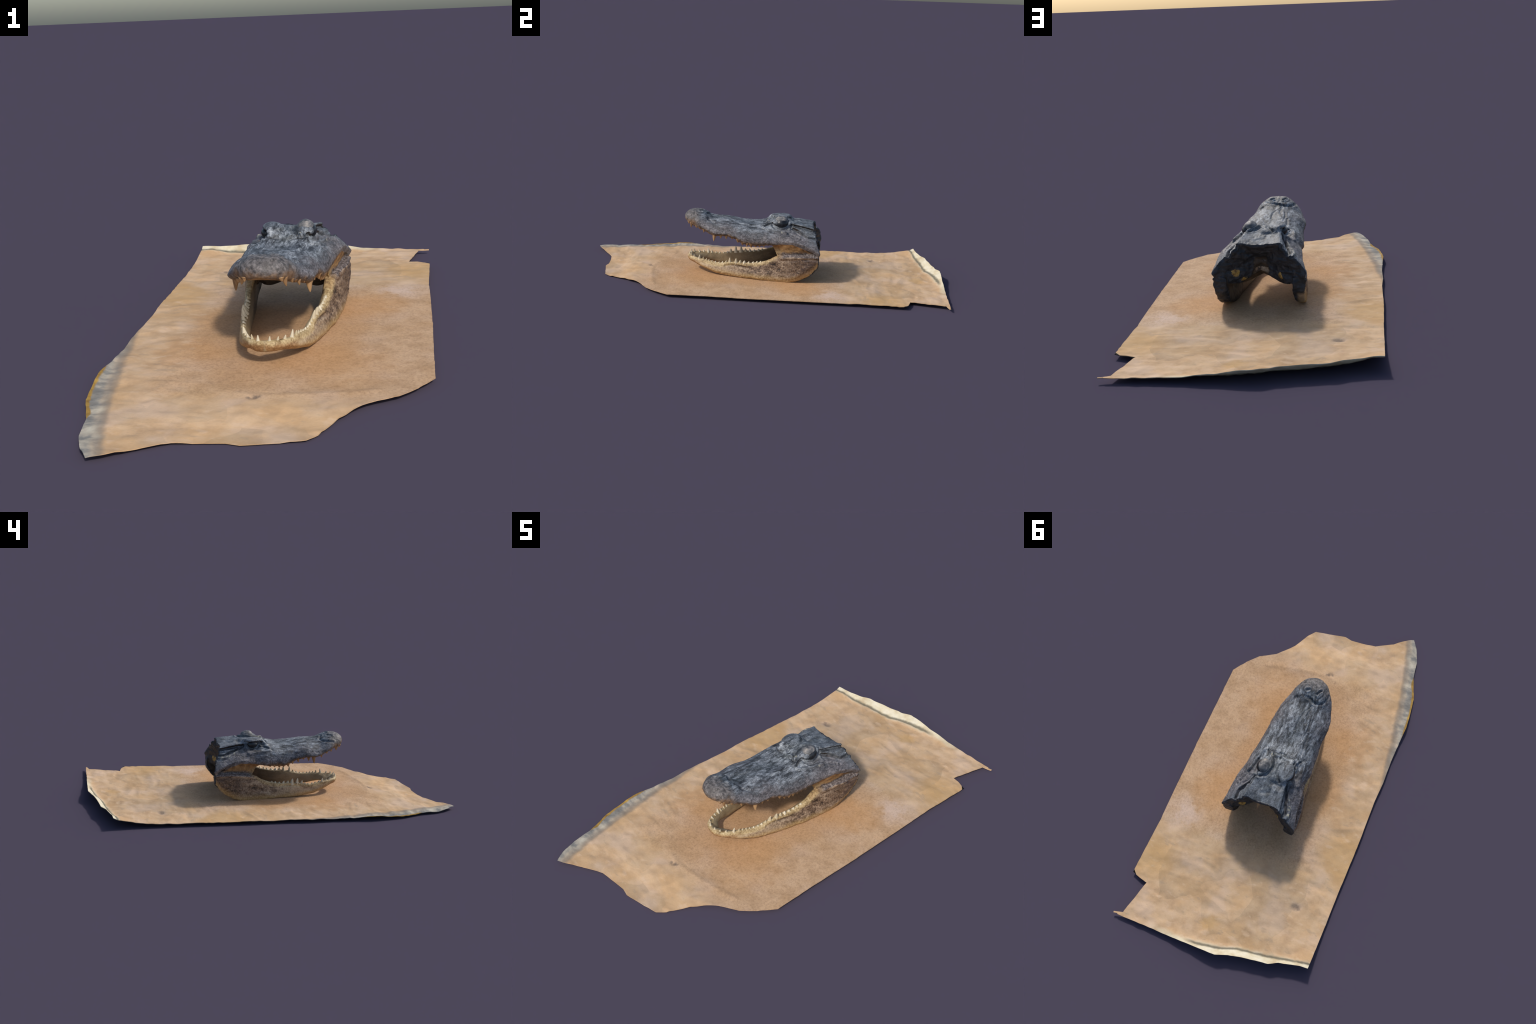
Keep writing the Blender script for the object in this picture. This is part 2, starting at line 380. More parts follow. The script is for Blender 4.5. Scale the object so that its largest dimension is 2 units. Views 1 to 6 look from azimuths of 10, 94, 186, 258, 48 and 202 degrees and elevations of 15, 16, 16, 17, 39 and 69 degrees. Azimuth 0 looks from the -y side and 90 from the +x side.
# ------------------------------------------------------------------ node materials
class Mat:
    def __init__(self, name, rough=.6, spec=.3):
        self.m = bpy.data.materials.new(name); self.m.use_nodes = True
        self.t = self.m.node_tree; self.n = self.t.nodes; self.l = self.t.links
        self.b = self.n['Principled BSDF']; self.b.inputs['Roughness'].default_value = rough
        self.b.inputs['Specular IOR Level'].default_value = spec
        tc = self.n.new('ShaderNodeTexCoord'); self.P = tc.outputs['Object']
        sx = self.n.new('ShaderNodeSeparateXYZ'); self.l.new(self.P, sx.inputs[0])
        self.x, self.y, self.z = sx.outputs
    def put(self, sock, v):
        if isinstance(v, bpy.types.NodeSocket): self.l.new(v, sock)
        elif v is not None:
            if hasattr(sock.default_value, '__len__') and len(sock.default_value) == 4 and len(v) == 3: v = (*v, 1)
            sock.default_value = v
    def math(self, op, a, b=0., c=None, clamp=False):
        n = self.n.new('ShaderNodeMath'); n.operation = op; n.use_clamp = clamp
        self.put(n.inputs[0], a); self.put(n.inputs[1], b)
        if c is not None: self.put(n.inputs[2], c)
        return n.outputs[0]
    def add(self, a, b): return self.math('ADD', a, b)
    def sub(self, a, b): return self.math('SUBTRACT', a, b)
    def mul(self, a, b): return self.math('MULTIPLY', a, b)
    def absx(self): return self.math('ABSOLUTE', self.sub(self.x, self.math('MULTIPLY_ADD', self.y, .02, .004)))
    def step(self, v, lo, hi):
        """smooth 0..1 as v goes lo..hi (hi may be below lo)"""
        n = self.n.new('ShaderNodeMapRange'); n.interpolation_type = 'SMOOTHSTEP'
        a, b, c, d = (lo, hi, 0., 1.) if hi > lo else (hi, lo, 1., 0.)
        self.put(n.inputs[0], v); n.inputs[1].default_value = a; n.inputs[2].default_value = b
        n.inputs[3].default_value = c; n.inputs[4].default_value = d
        return n.outputs[0]
    def noise(self, scale, detail=3., rough=.55, vec=(1, 1, 1), off=(0, 0, 0), dist=0., ridged=False):
        mp = self.n.new('ShaderNodeMapping'); mp.inputs['Scale'].default_value = vec; mp.inputs['Location'].default_value = off
        self.l.new(self.P, mp.inputs[0])
        n = self.n.new('ShaderNodeTexNoise'); n.inputs['Scale'].default_value = scale
        n.inputs['Detail'].default_value = detail; n.inputs['Roughness'].default_value = rough; n.inputs['Distortion'].default_value = dist
        self.l.new(mp.outputs[0], n.inputs['Vector'])
        return n.outputs[0]
    def vor(self, scale, vec=(1, 1, 1), feature='F1'):
        mp = self.n.new('ShaderNodeMapping'); mp.inputs['Scale'].default_value = vec; self.l.new(self.P, mp.inputs[0])
        n = self.n.new('ShaderNodeTexVoronoi'); n.feature = feature; n.inputs['Scale'].default_value = scale
        self.l.new(mp.outputs[0], n.inputs['Vector']); return n.outputs[0]
    def ramp(self, v, stops):
        n = self.n.new('ShaderNodeValToRGB'); e = n.color_ramp.elements
        while len(e) < len(stops): e.new(.5)
        for k, (p, c) in zip(e, stops): k.position = p; k.color = (*c, 1)
        self.put(n.inputs[0], v); return n.outputs[0]
    def mix(self, f, a, b, mode='MIX'):
        n = self.n.new('ShaderNodeMix'); n.data_type = 'RGBA'; n.blend_type = mode
        self.put(n.inputs[0], f); self.put(n.inputs[6], a); self.put(n.inputs[7], b); return n.outputs[2]
    def curve(self, v, pts, lo, hi, olo, ohi):
        """piecewise curve v -> value through (v, value) points"""
        mr = self.n.new('ShaderNodeMapRange'); self.put(mr.inputs[0], v); mr.inputs[1].default_value = lo; mr.inputs[2].default_value = hi
        n = self.n.new('ShaderNodeFloatCurve'); self.l.new(mr.outputs[0], n.inputs[1]); c = n.mapping.curves[0]
        q = [((a - lo) / (hi - lo), (b - olo) / (ohi - olo)) for a, b in pts]
        while len(c.points) < len(q): c.points.new(.5, .5)
        for p, (a, b) in zip(c.points, q): p.location = (a, b); p.handle_type = 'AUTO_CLAMPED'
        n.mapping.update()
        return self.math('MULTIPLY_ADD', n.outputs[0], ohi - olo, olo)
    def ball(self, c, r):
        """1 inside a soft sphere"""
        n = self.n.new('ShaderNodeVectorMath'); n.operation = 'DISTANCE'; self.l.new(self.P, n.inputs[0]); n.inputs[1].default_value = c
        return n.outputs['Value'] if r is None else self.step(n.outputs['Value'], r * 1.25, r * .75)
    def line(self, pts, r, soft=.45):
        """1 along a polyline of half width r: mask for painting slit shadow into the colour"""
        best = None
        for a, b in zip(pts[:-1], pts[1:]):
            a = Vector(a); ba = Vector(b) - a
            def vm(op, u, v=None):
                n = self.n.new('ShaderNodeVectorMath'); n.operation = op
                for i, q in enumerate((u, v)):
                    if isinstance(q, bpy.types.NodeSocket): self.l.new(q, n.inputs[i])
                    elif q is not None: n.inputs[i].default_value = q
                return n
            pa = vm('SUBTRACT', self.P, a).outputs[0]
            h = self.math('MULTIPLY', vm('DOT_PRODUCT', pa, ba).outputs['Value'], 1 / ba.length_squared, clamp=True)
            sc = vm('SCALE', ba); self.l.new(h, sc.inputs['Scale'])
            d = vm('LENGTH', vm('SUBTRACT', pa, sc.outputs[0]).outputs[0]).outputs['Value']
            best = d if best is None else self.math('MINIMUM', best, d)
        return self.step(self.add(best, self.mul(self.sub(self.noise(80, 2, .5), .5), r * .9)), r * (1 + soft), r * (1 - soft))
    def done(self, col, bump=None, strength=.3, distance=.002):
        self.put(self.b.inputs['Base Color'], col)
        if bump is not None:
            n = self.n.new('ShaderNodeBump'); n.inputs['Strength'].default_value = strength; n.inputs['Distance'].default_value = distance
            self.put(n.inputs['Height'], bump); self.l.new(n.outputs[0], self.b.inputs['Normal'])
        return self.m

LIP = [(-.427,.300),(-.39,.288),(-.35,.274),(-.31,.259),(-.28,.250),(-.25,.239),(-.2,.243),(-.15,.236),(-.1,.214),(-.05,.203),(0,.205),(.06,.212),(.12,.225),(.18,.228),(.24,.207),(.29,.180),(.335,.165)]
RIM = [(-.41,.099),(-.34,.093),(-.3,.09),(-.23,.083),(-.18,.091),(-.12,.096),(-.05,.098),(0,.106),(.05,.122),(.1,.147),(.15,.158),(.2,.163),(.33,.168)]
BOT = [(-.41,.074),(-.377,.06),(-.34,.05),(-.3,.037),(-.23,.024),(-.12,.017),(.1,.013),(.15,.014),(.2,.024),(.25,.044),(.29,.074),(.33,.13)]
INX = [(-.41,.0),(-.38,.02),(-.36,.045),(-.34,.060),(-.3,.077),(-.23,.096),(-.18,.105),(-.12,.113),(-.05,.120),(.0,.124),(.1,.130),(.2,.142),(.33,.152)]

def hide_material():
    m = Mat('dark_hide', .58, .35)
    st = m.noise(1, 6, .62, (70, 20, 60), dist=.6); fi = m.noise(170, 4, .7); bg = m.noise(9, 3, .5, (1.2, .7, 1))
    v = m.add(m.mul(st, .52), m.add(m.mul(fi, .22), m.add(m.mul(m.noise(30, 4, .62, (1, .5, 1), dist=.8), .34), m.mul(bg, .06))))
    col = m.ramp(v, [(.44,(.014,.016,.018)), (.51,(.058,.063,.068)), (.565,(.160,.172,.185)), (.62,(.325,.345,.360)), (.70,(.54,.56,.57))])
    ck = m.math('ABSOLUTE', m.sub(m.noise(1, 4, .6, (48, 15, 48), off=(4, 1, 2), dist=1.2), .5))
    col = m.mix(m.mul(m.step(ck, .022, .004), .8), col, (.018,.020,.022))
    sm = m.ramp(m.add(m.mul(m.noise(38, 4, .6, (1, .6, 1)), .7), m.mul(fi, .3)), [(.38,(.045,.050,.056)), (.50,(.15,.165,.178)), (.62,(.30,.325,.345)), (.76,(.46,.48,.49))])
    col = m.mix(m.mul(m.step(m.add(m.y, m.mul(m.sub(bg, .5), .1)), .06, .15), .62), col, sm)
    # greenish grey on the snout middle, mauve flanks
    col = m.mix(m.mul(m.step(m.absx(), .05, .0), .35), col, m.mix(.5, col, (.10,.125,.12)))
    lz = m.sub(m.z, m.curve(m.y, LIP, -.43, .34, .1, .4))
    wob = m.add(lz, m.mul(m.sub(m.noise(45, 3, .6), .5), .045))
    mau = m.ramp(m.add(m.mul(m.noise(110, 4, .7), .6), m.mul(m.noise(25, 3, .6), .4)), [(.36,(.028,.022,.022)), (.47,(.125,.106,.104)), (.57,(.29,.255,.25)), (.70,(.47,.43,.42))])
    col = m.mix(m.mul(m.step(wob, .082, .022), .85), col, mau)
    brow = m.ramp(m.noise(60, 4, .6), [(.35,(.045,.028,.022)), (.55,(.15,.095,.062)), (.72,(.30,.20,.13))])
    fore = m.step(m.y, .09, .02)
    col = m.mix(m.mul(m.step(wob, .022, .004), m.math('MULTIPLY_ADD', fore, .75, .2)), col, brow)
    gum = m.ramp(m.noise(80, 3, .6), [(.3,(.075,.036,.017)), (.5,(.21,.110,.048)), (.75,(.37,.225,.115))])
    col = m.mix(m.mul(m.step(m.add(lz, m.mul(m.sub(m.noise(90, 2, .5), .5), .012)), .006, -.004), fore), col, gum)
    col = m.mix(m.mul(m.step(m.math('ABSOLUTE', m.sub(m.noise(1, 4, .65, (95, 40, 95), off=(1, 3, 2), dist=1.), .5)), .030, .006), .6), col, (.030,.027,.027))
    for nm_, r_ in (('ear_slit', .0075), ('ear_slit_low', .0080), ('eye_corner', .0055), ('shelf_fold', .0035), ('orbit', .0045), ('crest_foot', .0030)):
        for f_ in FOLDS:
            if f_[0] == nm_: col = m.mix(m.mul(m.line(f_[3], r_), .8), col, (.018,.019,.021))  # hide darkened along the folds to deepen the shadow inside them
    # rounded nose pad: warm grey, brown low in front
    nose = m.ramp(m.noise(75, 4, .65), [(.36,(.045,.040,.037)), (.5,(.145,.125,.112)), (.64,(.29,.255,.235))])
    nm = m.step(m.add(m.y, m.mul(m.sub(m.noise(30, 2, .5), .5), .03)), -.325, -.365)
    col = m.mix(m.mul(nm, .8), col, nose)
    nb = m.mul(m.step(m.add(m.z, m.mul(m.sub(m.noise(35, 3, .6), .5), .07)), .322, .292), m.step(m.y, -.34, -.37))
    col = m.mix(m.mul(nb, .75), col, gum)
    # pale dried skin caught along the ear fold and beside the eye
    pale = m.add(m.ball((-.128,.245,.262), .014), m.add(m.ball((-.112,.215,.276), .010), m.ball((.128,.236,.270), .008)))
    pale = m.add(pale, m.add(m.ball((.050,.040,.318), .010), m.add(m.ball((.128,.12,.278), .008), m.ball((-.135,.285,.252), .012))))
    pm = m.mul(m.math('MINIMUM', pale, 1.), m.step(m.noise(70, 3, .6), .46, .56))
    col = m.mix(m.mul(pm, .8), col, (.50,.46,.33))
    col = m.mix(1., col, (.84,.86,.89), 'MULTIPLY')
    return m.done(col, m.add(m.mul(st, .7), m.mul(fi, .6)), .42, .003)

def jaw_material():
    m = Mat('jaw_skin', .55, .35)
    peb = m.vor(150); n1 = m.noise(120, 4, .7); n2 = m.noise(34, 4, .62, (1, .42, 1)); n3 = m.noise(8, 2, .5)
    rz = m.sub(m.z, m.curve(m.y, RIM, -.43, .34, 0, .2)); bz = m.sub(m.z, m.curve(m.y, BOT, -.43, .34, 0, .2))
    v = m.add(m.mul(n1, .30), m.add(m.mul(n2, .66), m.mul(peb, .12)))
    side = m.ramp(v, [(.40,(.030,.020,.015)), (.475,(.098,.062,.042)), (.55,(.245,.172,.120)), (.63,(.43,.335,.245)), (.76,(.58,.48,.36))])
    front = m.ramp(v, [(.35,(.10,.065,.045)), (.48,(.30,.22,.15)), (.60,(.48,.37,.25)), (.78,(.62,.52,.38))])
    fm = m.step(m.add(m.y, m.mul(m.sub(n3, .5), .25)), .02, -.20)
    col = m.mix(fm, side, front)
    dk = m.mul(m.mul(m.step(m.y, .10, .22), m.step(rz, -.006, -.022)), m.step(bz, .012, .045))
    col = m.mix(m.mul(dk, m.step(n2, .40, .60)), col, m.ramp(n1, [(.35,(.030,.020,.018)), (.60,(.12,.080,.064)), (.8,(.22,.16,.13))]))
    low = m.ramp(n1, [(.3,(.30,.175,.070)), (.55,(.50,.34,.155)), (.8,(.62,.47,.26))])
    col = m.mix(m.mul(m.step(m.add(bz, m.mul(m.sub(n2, .5), .03)), .042, .004), .85), col, low)
    cream = m.ramp(m.add(m.mul(n1, .55), m.mul(n2, .45)), [(.36,(.15,.095,.045)), (.46,(.38,.28,.145)), (.56,(.60,.48,.28)), (.72,(.74,.65,.46))])
    cm = m.mul(m.step(m.add(rz, m.mul(m.sub(n2, .5), .026)), -.024, -.010), m.step(m.y, .12, .05))
    col = m.mix(cm, col, cream)
    # chin: warm brown below the gum
    ch = m.mul(m.step(m.y, -.30, -.37), m.step(m.add(rz, m.mul(m.sub(n2, .5), .02)), -.004, -.016))
    col = m.mix(m.mul(ch, .7), col, m.ramp(n1, [(.3,(.16,.075,.032)), (.55,(.34,.185,.085)), (.8,(.52,.36,.21))]))
    # inner side: olive cream in front, darker brown further back
    ins = m.ramp(m.add(m.mul(n2, .6), m.mul(n3, .4)), [(.3,(.22,.165,.095)), (.5,(.38,.30,.185)), (.72,(.52,.44,.30))])
    ins = m.mix(m.step(m.add(m.y, m.mul(m.sub(n3, .5), .2)), -.16, .06), ins, m.ramp(n2, [(.3,(.050,.032,.020)), (.55,(.105,.070,.042)), (.8,(.19,.13,.08))]))
    im = m.mul(m.step(m.sub(m.absx(), m.curve(m.y, INX, -.43, .34, 0, .2)), .004, -.005), m.step(rz, .02, -.006))
    col = m.mix(im, col, ins)
    col = m.mix(1., col, (.93, .885, .825), 'MULTIPLY')
    return m.done(col, m.add(m.mul(peb, -.5), m.mul(n1, .8)), .38, .0025)

def cheek_material():
    m = Mat('cheek_skin', .6, .25)
    n = m.noise(40, 4, .6); lz = m.sub(m.z, m.curve(m.y, LIP, -.43, .34, .1, .4)); rz = m.sub(m.z, m.curve(m.y, RIM, -.43, .34, 0, .2))
    col = m.ramp(n, [(.3,(.075,.034,.014)), (.5,(.245,.125,.048)), (.75,(.42,.26,.12))])
    pale = m.ramp(m.noise(90, 4, .65), [(.32,(.10,.070,.050)), (.5,(.42,.29,.14)), (.75,(.58,.45,.26))])
    t = m.step(m.add(m.math('DIVIDE', rz, m.add(m.sub(rz, lz), .001)), m.mul(m.sub(n, .5), .5)), .80, .40)
    col = m.mix(m.mul(t, m.math('MULTIPLY_ADD', m.step(m.y, .16, .08), .5, .25)), col, pale)
    dk = m.ramp(m.noise(110, 4, .7), [(.35,(.035,.026,.024)), (.52,(.16,.13,.12)), (.7,(.36,.31,.28))])
    col = m.mix(m.mul(m.step(m.add(rz, m.mul(m.sub(n, .5), .03)), .026, .006), m.step(m.y, .09, .14)), col, dk)
    return m.done(col, n, .3)

def neck_material():
    m = Mat('dried_neck', .5, .4)
    n = m.noise(50, 5, .6)
    col = m.ramp(n, [(.3,(.008,.009,.012)), (.5,(.020,.022,.029)), (.68,(.050,.053,.064)), (.82,(.10,.10,.105))])
    rag = m.mul(m.sub(m.noise(48, 4, .65), .5), .050)
    def patch(c, r, n_=rag):
        return m.step(m.add(m.ball(c, None), n_), r * 1.08, r * .92)
    pt = None
    for c, r in PATCHES:
        p = patch(c, r); pt = p if pt is None else m.math('MAXIMUM', pt, p)
    col = m.mix(pt, col, m.ramp(m.noise(60, 4, .6), [(.35,(.14,.065,.012)), (.5,(.44,.25,.055)), (.72,(.60,.40,.12))]))
    # skin border at the foot of the cut: tan hide shows
    ft = m.mul(m.step(m.add(m.z, m.mul(m.sub(n, .5), .03)), .105, .085), m.step(m.x, -.135, -.15))
    col = m.mix(m.mul(ft, .9), col, m.ramp(n, [(.3,(.20,.14,.09)), (.7,(.42,.31,.20))]))
    return m.done(col, n, .5, .004)

PATCHES = [((.112,.285,.176), .017), ((.040,.262,.160), .013), ((.055,.268,.148), .016), ((.072,.275,.137), .016), ((.092,.285,.122), .012), ((-.074,.275,.160), .013), ((-.066,.275,.145), .010)]

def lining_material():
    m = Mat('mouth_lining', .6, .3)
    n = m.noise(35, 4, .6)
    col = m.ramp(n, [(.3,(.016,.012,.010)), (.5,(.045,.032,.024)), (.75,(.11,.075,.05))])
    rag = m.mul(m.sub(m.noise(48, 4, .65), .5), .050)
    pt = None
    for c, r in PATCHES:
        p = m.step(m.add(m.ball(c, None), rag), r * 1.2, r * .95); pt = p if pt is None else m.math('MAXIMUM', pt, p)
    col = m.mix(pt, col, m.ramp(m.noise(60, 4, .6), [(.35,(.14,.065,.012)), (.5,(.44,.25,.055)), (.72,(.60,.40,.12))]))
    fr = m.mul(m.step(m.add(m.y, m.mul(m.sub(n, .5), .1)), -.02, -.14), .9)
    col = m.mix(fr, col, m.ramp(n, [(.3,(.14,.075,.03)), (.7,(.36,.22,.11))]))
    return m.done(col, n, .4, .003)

def tooth_material(name, ca, cb):
    m = Mat(name, .35, .45)
    n = m.noise(130, 3, .6)
    oi = m.n.new('ShaderNodeObjectInfo')
    col = m.ramp(m.add(m.mul(n, .6), m.mul(oi.outputs['Random'], .4)), [(.25, ca), (.75, cb)])
    return m.done(col, n, .2)

def eye_material():
    m = Mat('dark_eye', .28, .5)
    n = m.noise(60, 3, .5)
    col = m.ramp(n, [(.35,(.010,.011,.013)), (.6,(.022,.024,.027)), (.8,(.04,.042,.045))])
    return m.done(col, n, .1)

def lid_material():
    m = Mat('eyelid_skin', .5, .35)
    n = m.noise(45, 4, .6)
    col = m.ramp(n, [(.36,(.05,.052,.056)), (.50,(.125,.125,.127)), (.62,(.24,.225,.21)), (.74,(.46,.40,.345))])
    return m.done(col, m.noise(120, 3, .6), .3)

# ------------------------------------------------------------------ split the skin into parts, one shared surface
head = bpy.data.objects.new('alligator_head', None); bpy.context.scene.collection.objects.link(head)
head['label'] = 'preserved alligator head with wide open toothed jaws, dark hide'
head['category'] = 'alligator head'

fc = V[F].mean(1); fn = N[F].mean(1)
vot = lambda b: b[F].sum(1) >= 2
f_up, f_in, f_st = vot(upper), vot(inside), vot(stump)
fy, fz = fc[:, 1], fc[:, 2]; fax = np.abs(fc[:, 0] - mid(fy))
fl = np.interp(fy, [a for a, b in LIP], [b for a, b in LIP]); fr_ = np.interp(fy, [a for a, b in RIM], [b for a, b in RIM])
f_ck = (fy > .055) & (fz < fl - .004) & (fz > fr_ - .006) & ~f_in & (fax > .095)
part = np.where(f_up, 0, 2)
part[(part == 0) & (fy < -.285)] = 1
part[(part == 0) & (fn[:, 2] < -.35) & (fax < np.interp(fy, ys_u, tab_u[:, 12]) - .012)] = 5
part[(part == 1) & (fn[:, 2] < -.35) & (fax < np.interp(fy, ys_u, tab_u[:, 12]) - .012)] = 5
top_z = np.interp(fy, ys_u, tab_u[:, 1])
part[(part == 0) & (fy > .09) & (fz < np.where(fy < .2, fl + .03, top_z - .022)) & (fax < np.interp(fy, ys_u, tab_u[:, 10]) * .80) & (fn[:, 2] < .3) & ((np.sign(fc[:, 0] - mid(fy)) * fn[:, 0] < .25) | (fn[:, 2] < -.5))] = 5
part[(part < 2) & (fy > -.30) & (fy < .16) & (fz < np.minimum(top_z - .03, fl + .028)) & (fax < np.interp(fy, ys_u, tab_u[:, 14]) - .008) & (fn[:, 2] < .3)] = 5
part[f_ck] = 3
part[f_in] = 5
part[f_st] = 4
PN = ['skull', 'snout', 'lower_jaw', 'cheek', 'neck_cut', 'mouth_lining']
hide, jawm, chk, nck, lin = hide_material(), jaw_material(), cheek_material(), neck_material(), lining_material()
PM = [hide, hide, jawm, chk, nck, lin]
OB = {}
for k, nm in enumerate(PN):
    f = F[part == k]
    if not len(f): continue
    ids, inv = np.unique(f, return_inverse=True)
    ob = new_object(nm, V[ids].tolist(), inv.reshape(-1, 4).tolist(), head, PM[k])
    ob.data.normals_split_custom_set_from_vertices(N[ids].tolist())
    OB[nm] = ob

# ------------------------------------------------------------------ eyes
def ellipsoid(name, c, r, mat, parent, nu=36, nv=24, cut=None, rough=0., seed=0, rot=0.):
    vs, fs, rings = [], [], []
    for ph in np.linspace(.04, math.pi - .04, nv):
        a = np.linspace(0, 2 * math.pi, nu, endpoint=False)
        rings.append(np.column_stack([np.sin(ph) * np.cos(a), np.sin(ph) * np.sin(a), np.full(nu, np.cos(ph))]))
    loft(rings, vs, fs)
    P = np.array(vs); P *= (1 + rough * fbm(P * 2.2, 3, seed))[:, None]
    P = P * r; cs, sn = math.cos(rot), math.sin(rot)
    P = np.column_stack([P[:, 0] * cs - P[:, 1] * sn, P[:, 0] * sn + P[:, 1] * cs, P[:, 2]]) + c
    return new_object(name, P, fs, parent, mat)
eye_m, lid_m = eye_material(), lid_material()
ellipsoid('eye', (.0735, .113, .3135), (.0285, .034, .026), eye_m, OB['skull'])
ellipsoid('eye', (-.070, .104, .308), (.020, .028, .019), eye_m, OB['skull'])
ellipsoid('eyelid', (.064, .112, .3265), (.0285, .036, .0255), lid_m, OB['skull'], rough=.05, seed=3, rot=.12)

# ------------------------------------------------------------------ teeth
def tooth_mesh(name, bend, seed):
    prof = [(-.25, 1.5), (0, 1.22), (.16, 1.0), (.42, .80), (.66, .58), (.84, .36), (.95, .16), (.99, .05)]
    rings = []
    for t, r in prof:
        a = np.linspace(0, 2 * math.pi, 12, endpoint=False)
        rr = r * (1 + .07 * np.sin(a * 3 + seed) + .05 * np.sin(a * 5 + 2 * seed))
        rings.append(np.column_stack([rr * np.cos(a) + bend * t * t, rr * np.sin(a), np.full(12, t)]))
    vs, fs = [], []; loft(rings, vs, fs)
    me = bpy.data.meshes.new(name); me.from_pydata(vs, [], fs); me.update()
    me.polygons.foreach_set('use_smooth', [True] * len(me.polygons)); return me
up_m = tooth_material('stained_tooth', (.19,.095,.038), (.45,.28,.14))
lo_m = tooth_material('cream_tooth', (.46,.37,.22), (.74,.66,.50))
meshes = {}
for kind, mt in (('upper', up_m), ('lower', lo_m)):
    meshes[kind] = []
    for k in range(3):
        me = tooth_mesh('tooth', .18 + .12 * k, k * 1.7); me.materials.append(mt); meshes[kind].append(me)

def place_tooth(kind, base, tip_dir, length, radius, parent):
    ob = bpy.data.objects.new('tooth', random.choice(meshes[kind])); bpy.context.scene.collection.objects.link(ob)
    zq = Vector(tip_dir).normalized().to_track_quat('Z', 'Y')
    ob.rotation_mode = 'QUATERNION'; ob.rotation_quaternion = zq; ob.location = base
    ob.scale = (radius, radius * random.uniform(.85, 1.05), length); ob.parent = parent

UP_L = [(-.398,.009,.006),(-.383,.021,.0068),(-.352,.008,.0055),(-.332,.006,.005),(-.310,.016,.0052),(-.282,.007,.005),(-.249,.034,.0088),(-.213,.021,.0070),(-.183,.018,.0068),(-.152,.012,.0065),(-.120,.015,.007),(-.094,.019,.0072),(-.068,.016,.007),(-.046,.018,.0075),(-.022,.015,.007),(.000,.013,.007),(.024,.010,.006)]
UP_R = [(-.400,.008,.006),(-.379,.018,.0068),(-.345,.007,.0055),(-.318,.006,.005),(-.285,.015,.006),(-.239,.035,.0088),(-.208,.022,.0072),(-.178,.013,.0065),(-.147,.021,.0075),(-.115,.011,.006),(-.090,.020,.008),(-.064,.014,.007),(-.040,.016,.007),(-.012,.014,.007),(.014,.012,.0065)]
for side, lst in ((1, UP_L), (-1, UP_R)):
    for (ty, ln, r) in lst:
        h = pchip(ys_u, tab_u, [ty])[0].reshape(-1, 2)
        bx = .72 * h[6, 0] + .28 * h[7, 0]; bz = .6 * h[6, 1] + .4 * h[7, 1]
        r *= 1.18; ln *= random.uniform(.72, 1.0) if ln < .03 else .97
        up = OB['snout'] if ty < -.285 else OB['skull']
        place_tooth('upper', (side * bx + float(mid(ty)), ty, bz + .004), (side * .08, random.uniform(-.12, .06), -1), ln + .004, r, up)

s_arc = np.concatenate([[0], np.cumsum(np.hypot(np.diff(JAW[:, 0]), np.diff(JAW[:, 1])))])
LO_L = [(.015,.014,.0040),(.045,.011,.0042),(.075,.013,.0048),(.112,.024,.0056),(.138,.015,.0050),(.155,.009,.0046),(.172,.008,.0046),(.190,.006,.0045),(.210,.006,.0045),(.232,.007,.0045),(.252,.007,.005),(.272,.010,.0055),(.294,.027,.0072),(.329,.023,.0078),(.352,.013,.0078),(.375,.011,.0078),(.400,.008,.007),(.425,.008,.007),(.446,.009,.006),(.466,.007,.006)]
LO_R = [(.025,.017,.0042),(.055,.017,.0042),(.090,.011,.0052),(.118,.009,.005),(.145,.019,.0058),(.165,.010,.0055),(.190,.006,.0045),(.210,.006,.0045),(.235,.005,.0045),(.255,.006,.0045),(.275,.017,.0062),(.303,.027,.0075),(.334,.024,.0080),(.360,.014,.007),(.385,.012,.0065),(.410,.008,.0065),(.435,.008,.0065),(.456,.007,.006)]
for side, lst in ((1, LO_L), (-1, LO_R)):
    for (sv, ln, r) in lst:
        J = pchip(s_arc, JAW, [sv])[0]
        nl = math.hypot(J[2], J[3]); nx, ny = J[2] / nl, J[3] / nl
        ins = J[6] * .42; r *= 1.15; ln *= random.uniform(.92, 1.1)
        place_tooth('lower', (side * (J[0] + nx * ins) + float(mid(J[1])), J[1] + ny * ins, J[4] - .003),
                    (-side * nx * .16, -ny * .16 + random.uniform(-.08, .08), 1), ln + .003, r, OB['lower_jaw'])

# ------------------------------------------------------------------ the tan sheet under the head
OUT = [(-.351,-.999),(-.385,-.945),(-.413,-.875),(-.419,-.83),(-.426,-.787),(-.462,-.690),(-.472,-.660),(-.484,-.57),(-.492,-.490),(-.488,-.405),
 (-.485,-.30),(-.486,-.24),(-.489,-.148),(-.484,-.04),(-.487,.10),(-.490,.229),(-.488,.476),(-.490,.70),(-.490,.887),(-.451,.890),(-.40,.903),
 (-.349,.916),(-.306,.940),(-.243,.949),(-.18,.960),(-.113,.976),(-.054,.999),(.032,1.0),(.156,1.0),(.308,.999),(.408,1.0),(.467,1.0),(.469,.996),
 (.4885,1.0),(.490,.993),(.446,.981),(.405,.803),(.452,.792),(.490,.779),(.486,.60),(.483,.487),(.486,.36),(.488,.20),(.490,0),(.489,-.22),(.490,-.442),
 (.442,-.515),(.391,-.574),(.345,-.602),(.312,-.623),(.272,-.668),(.238,-.713),(.214,-.765),(.194,-.806),(.167,-.840),(.090,-.857),(.005,-.876),
 (-.033,-.868),(-.090,-.873),(-.168,-.884),(-.257,-.935),(-.300,-.969),(-.325,-.987)]

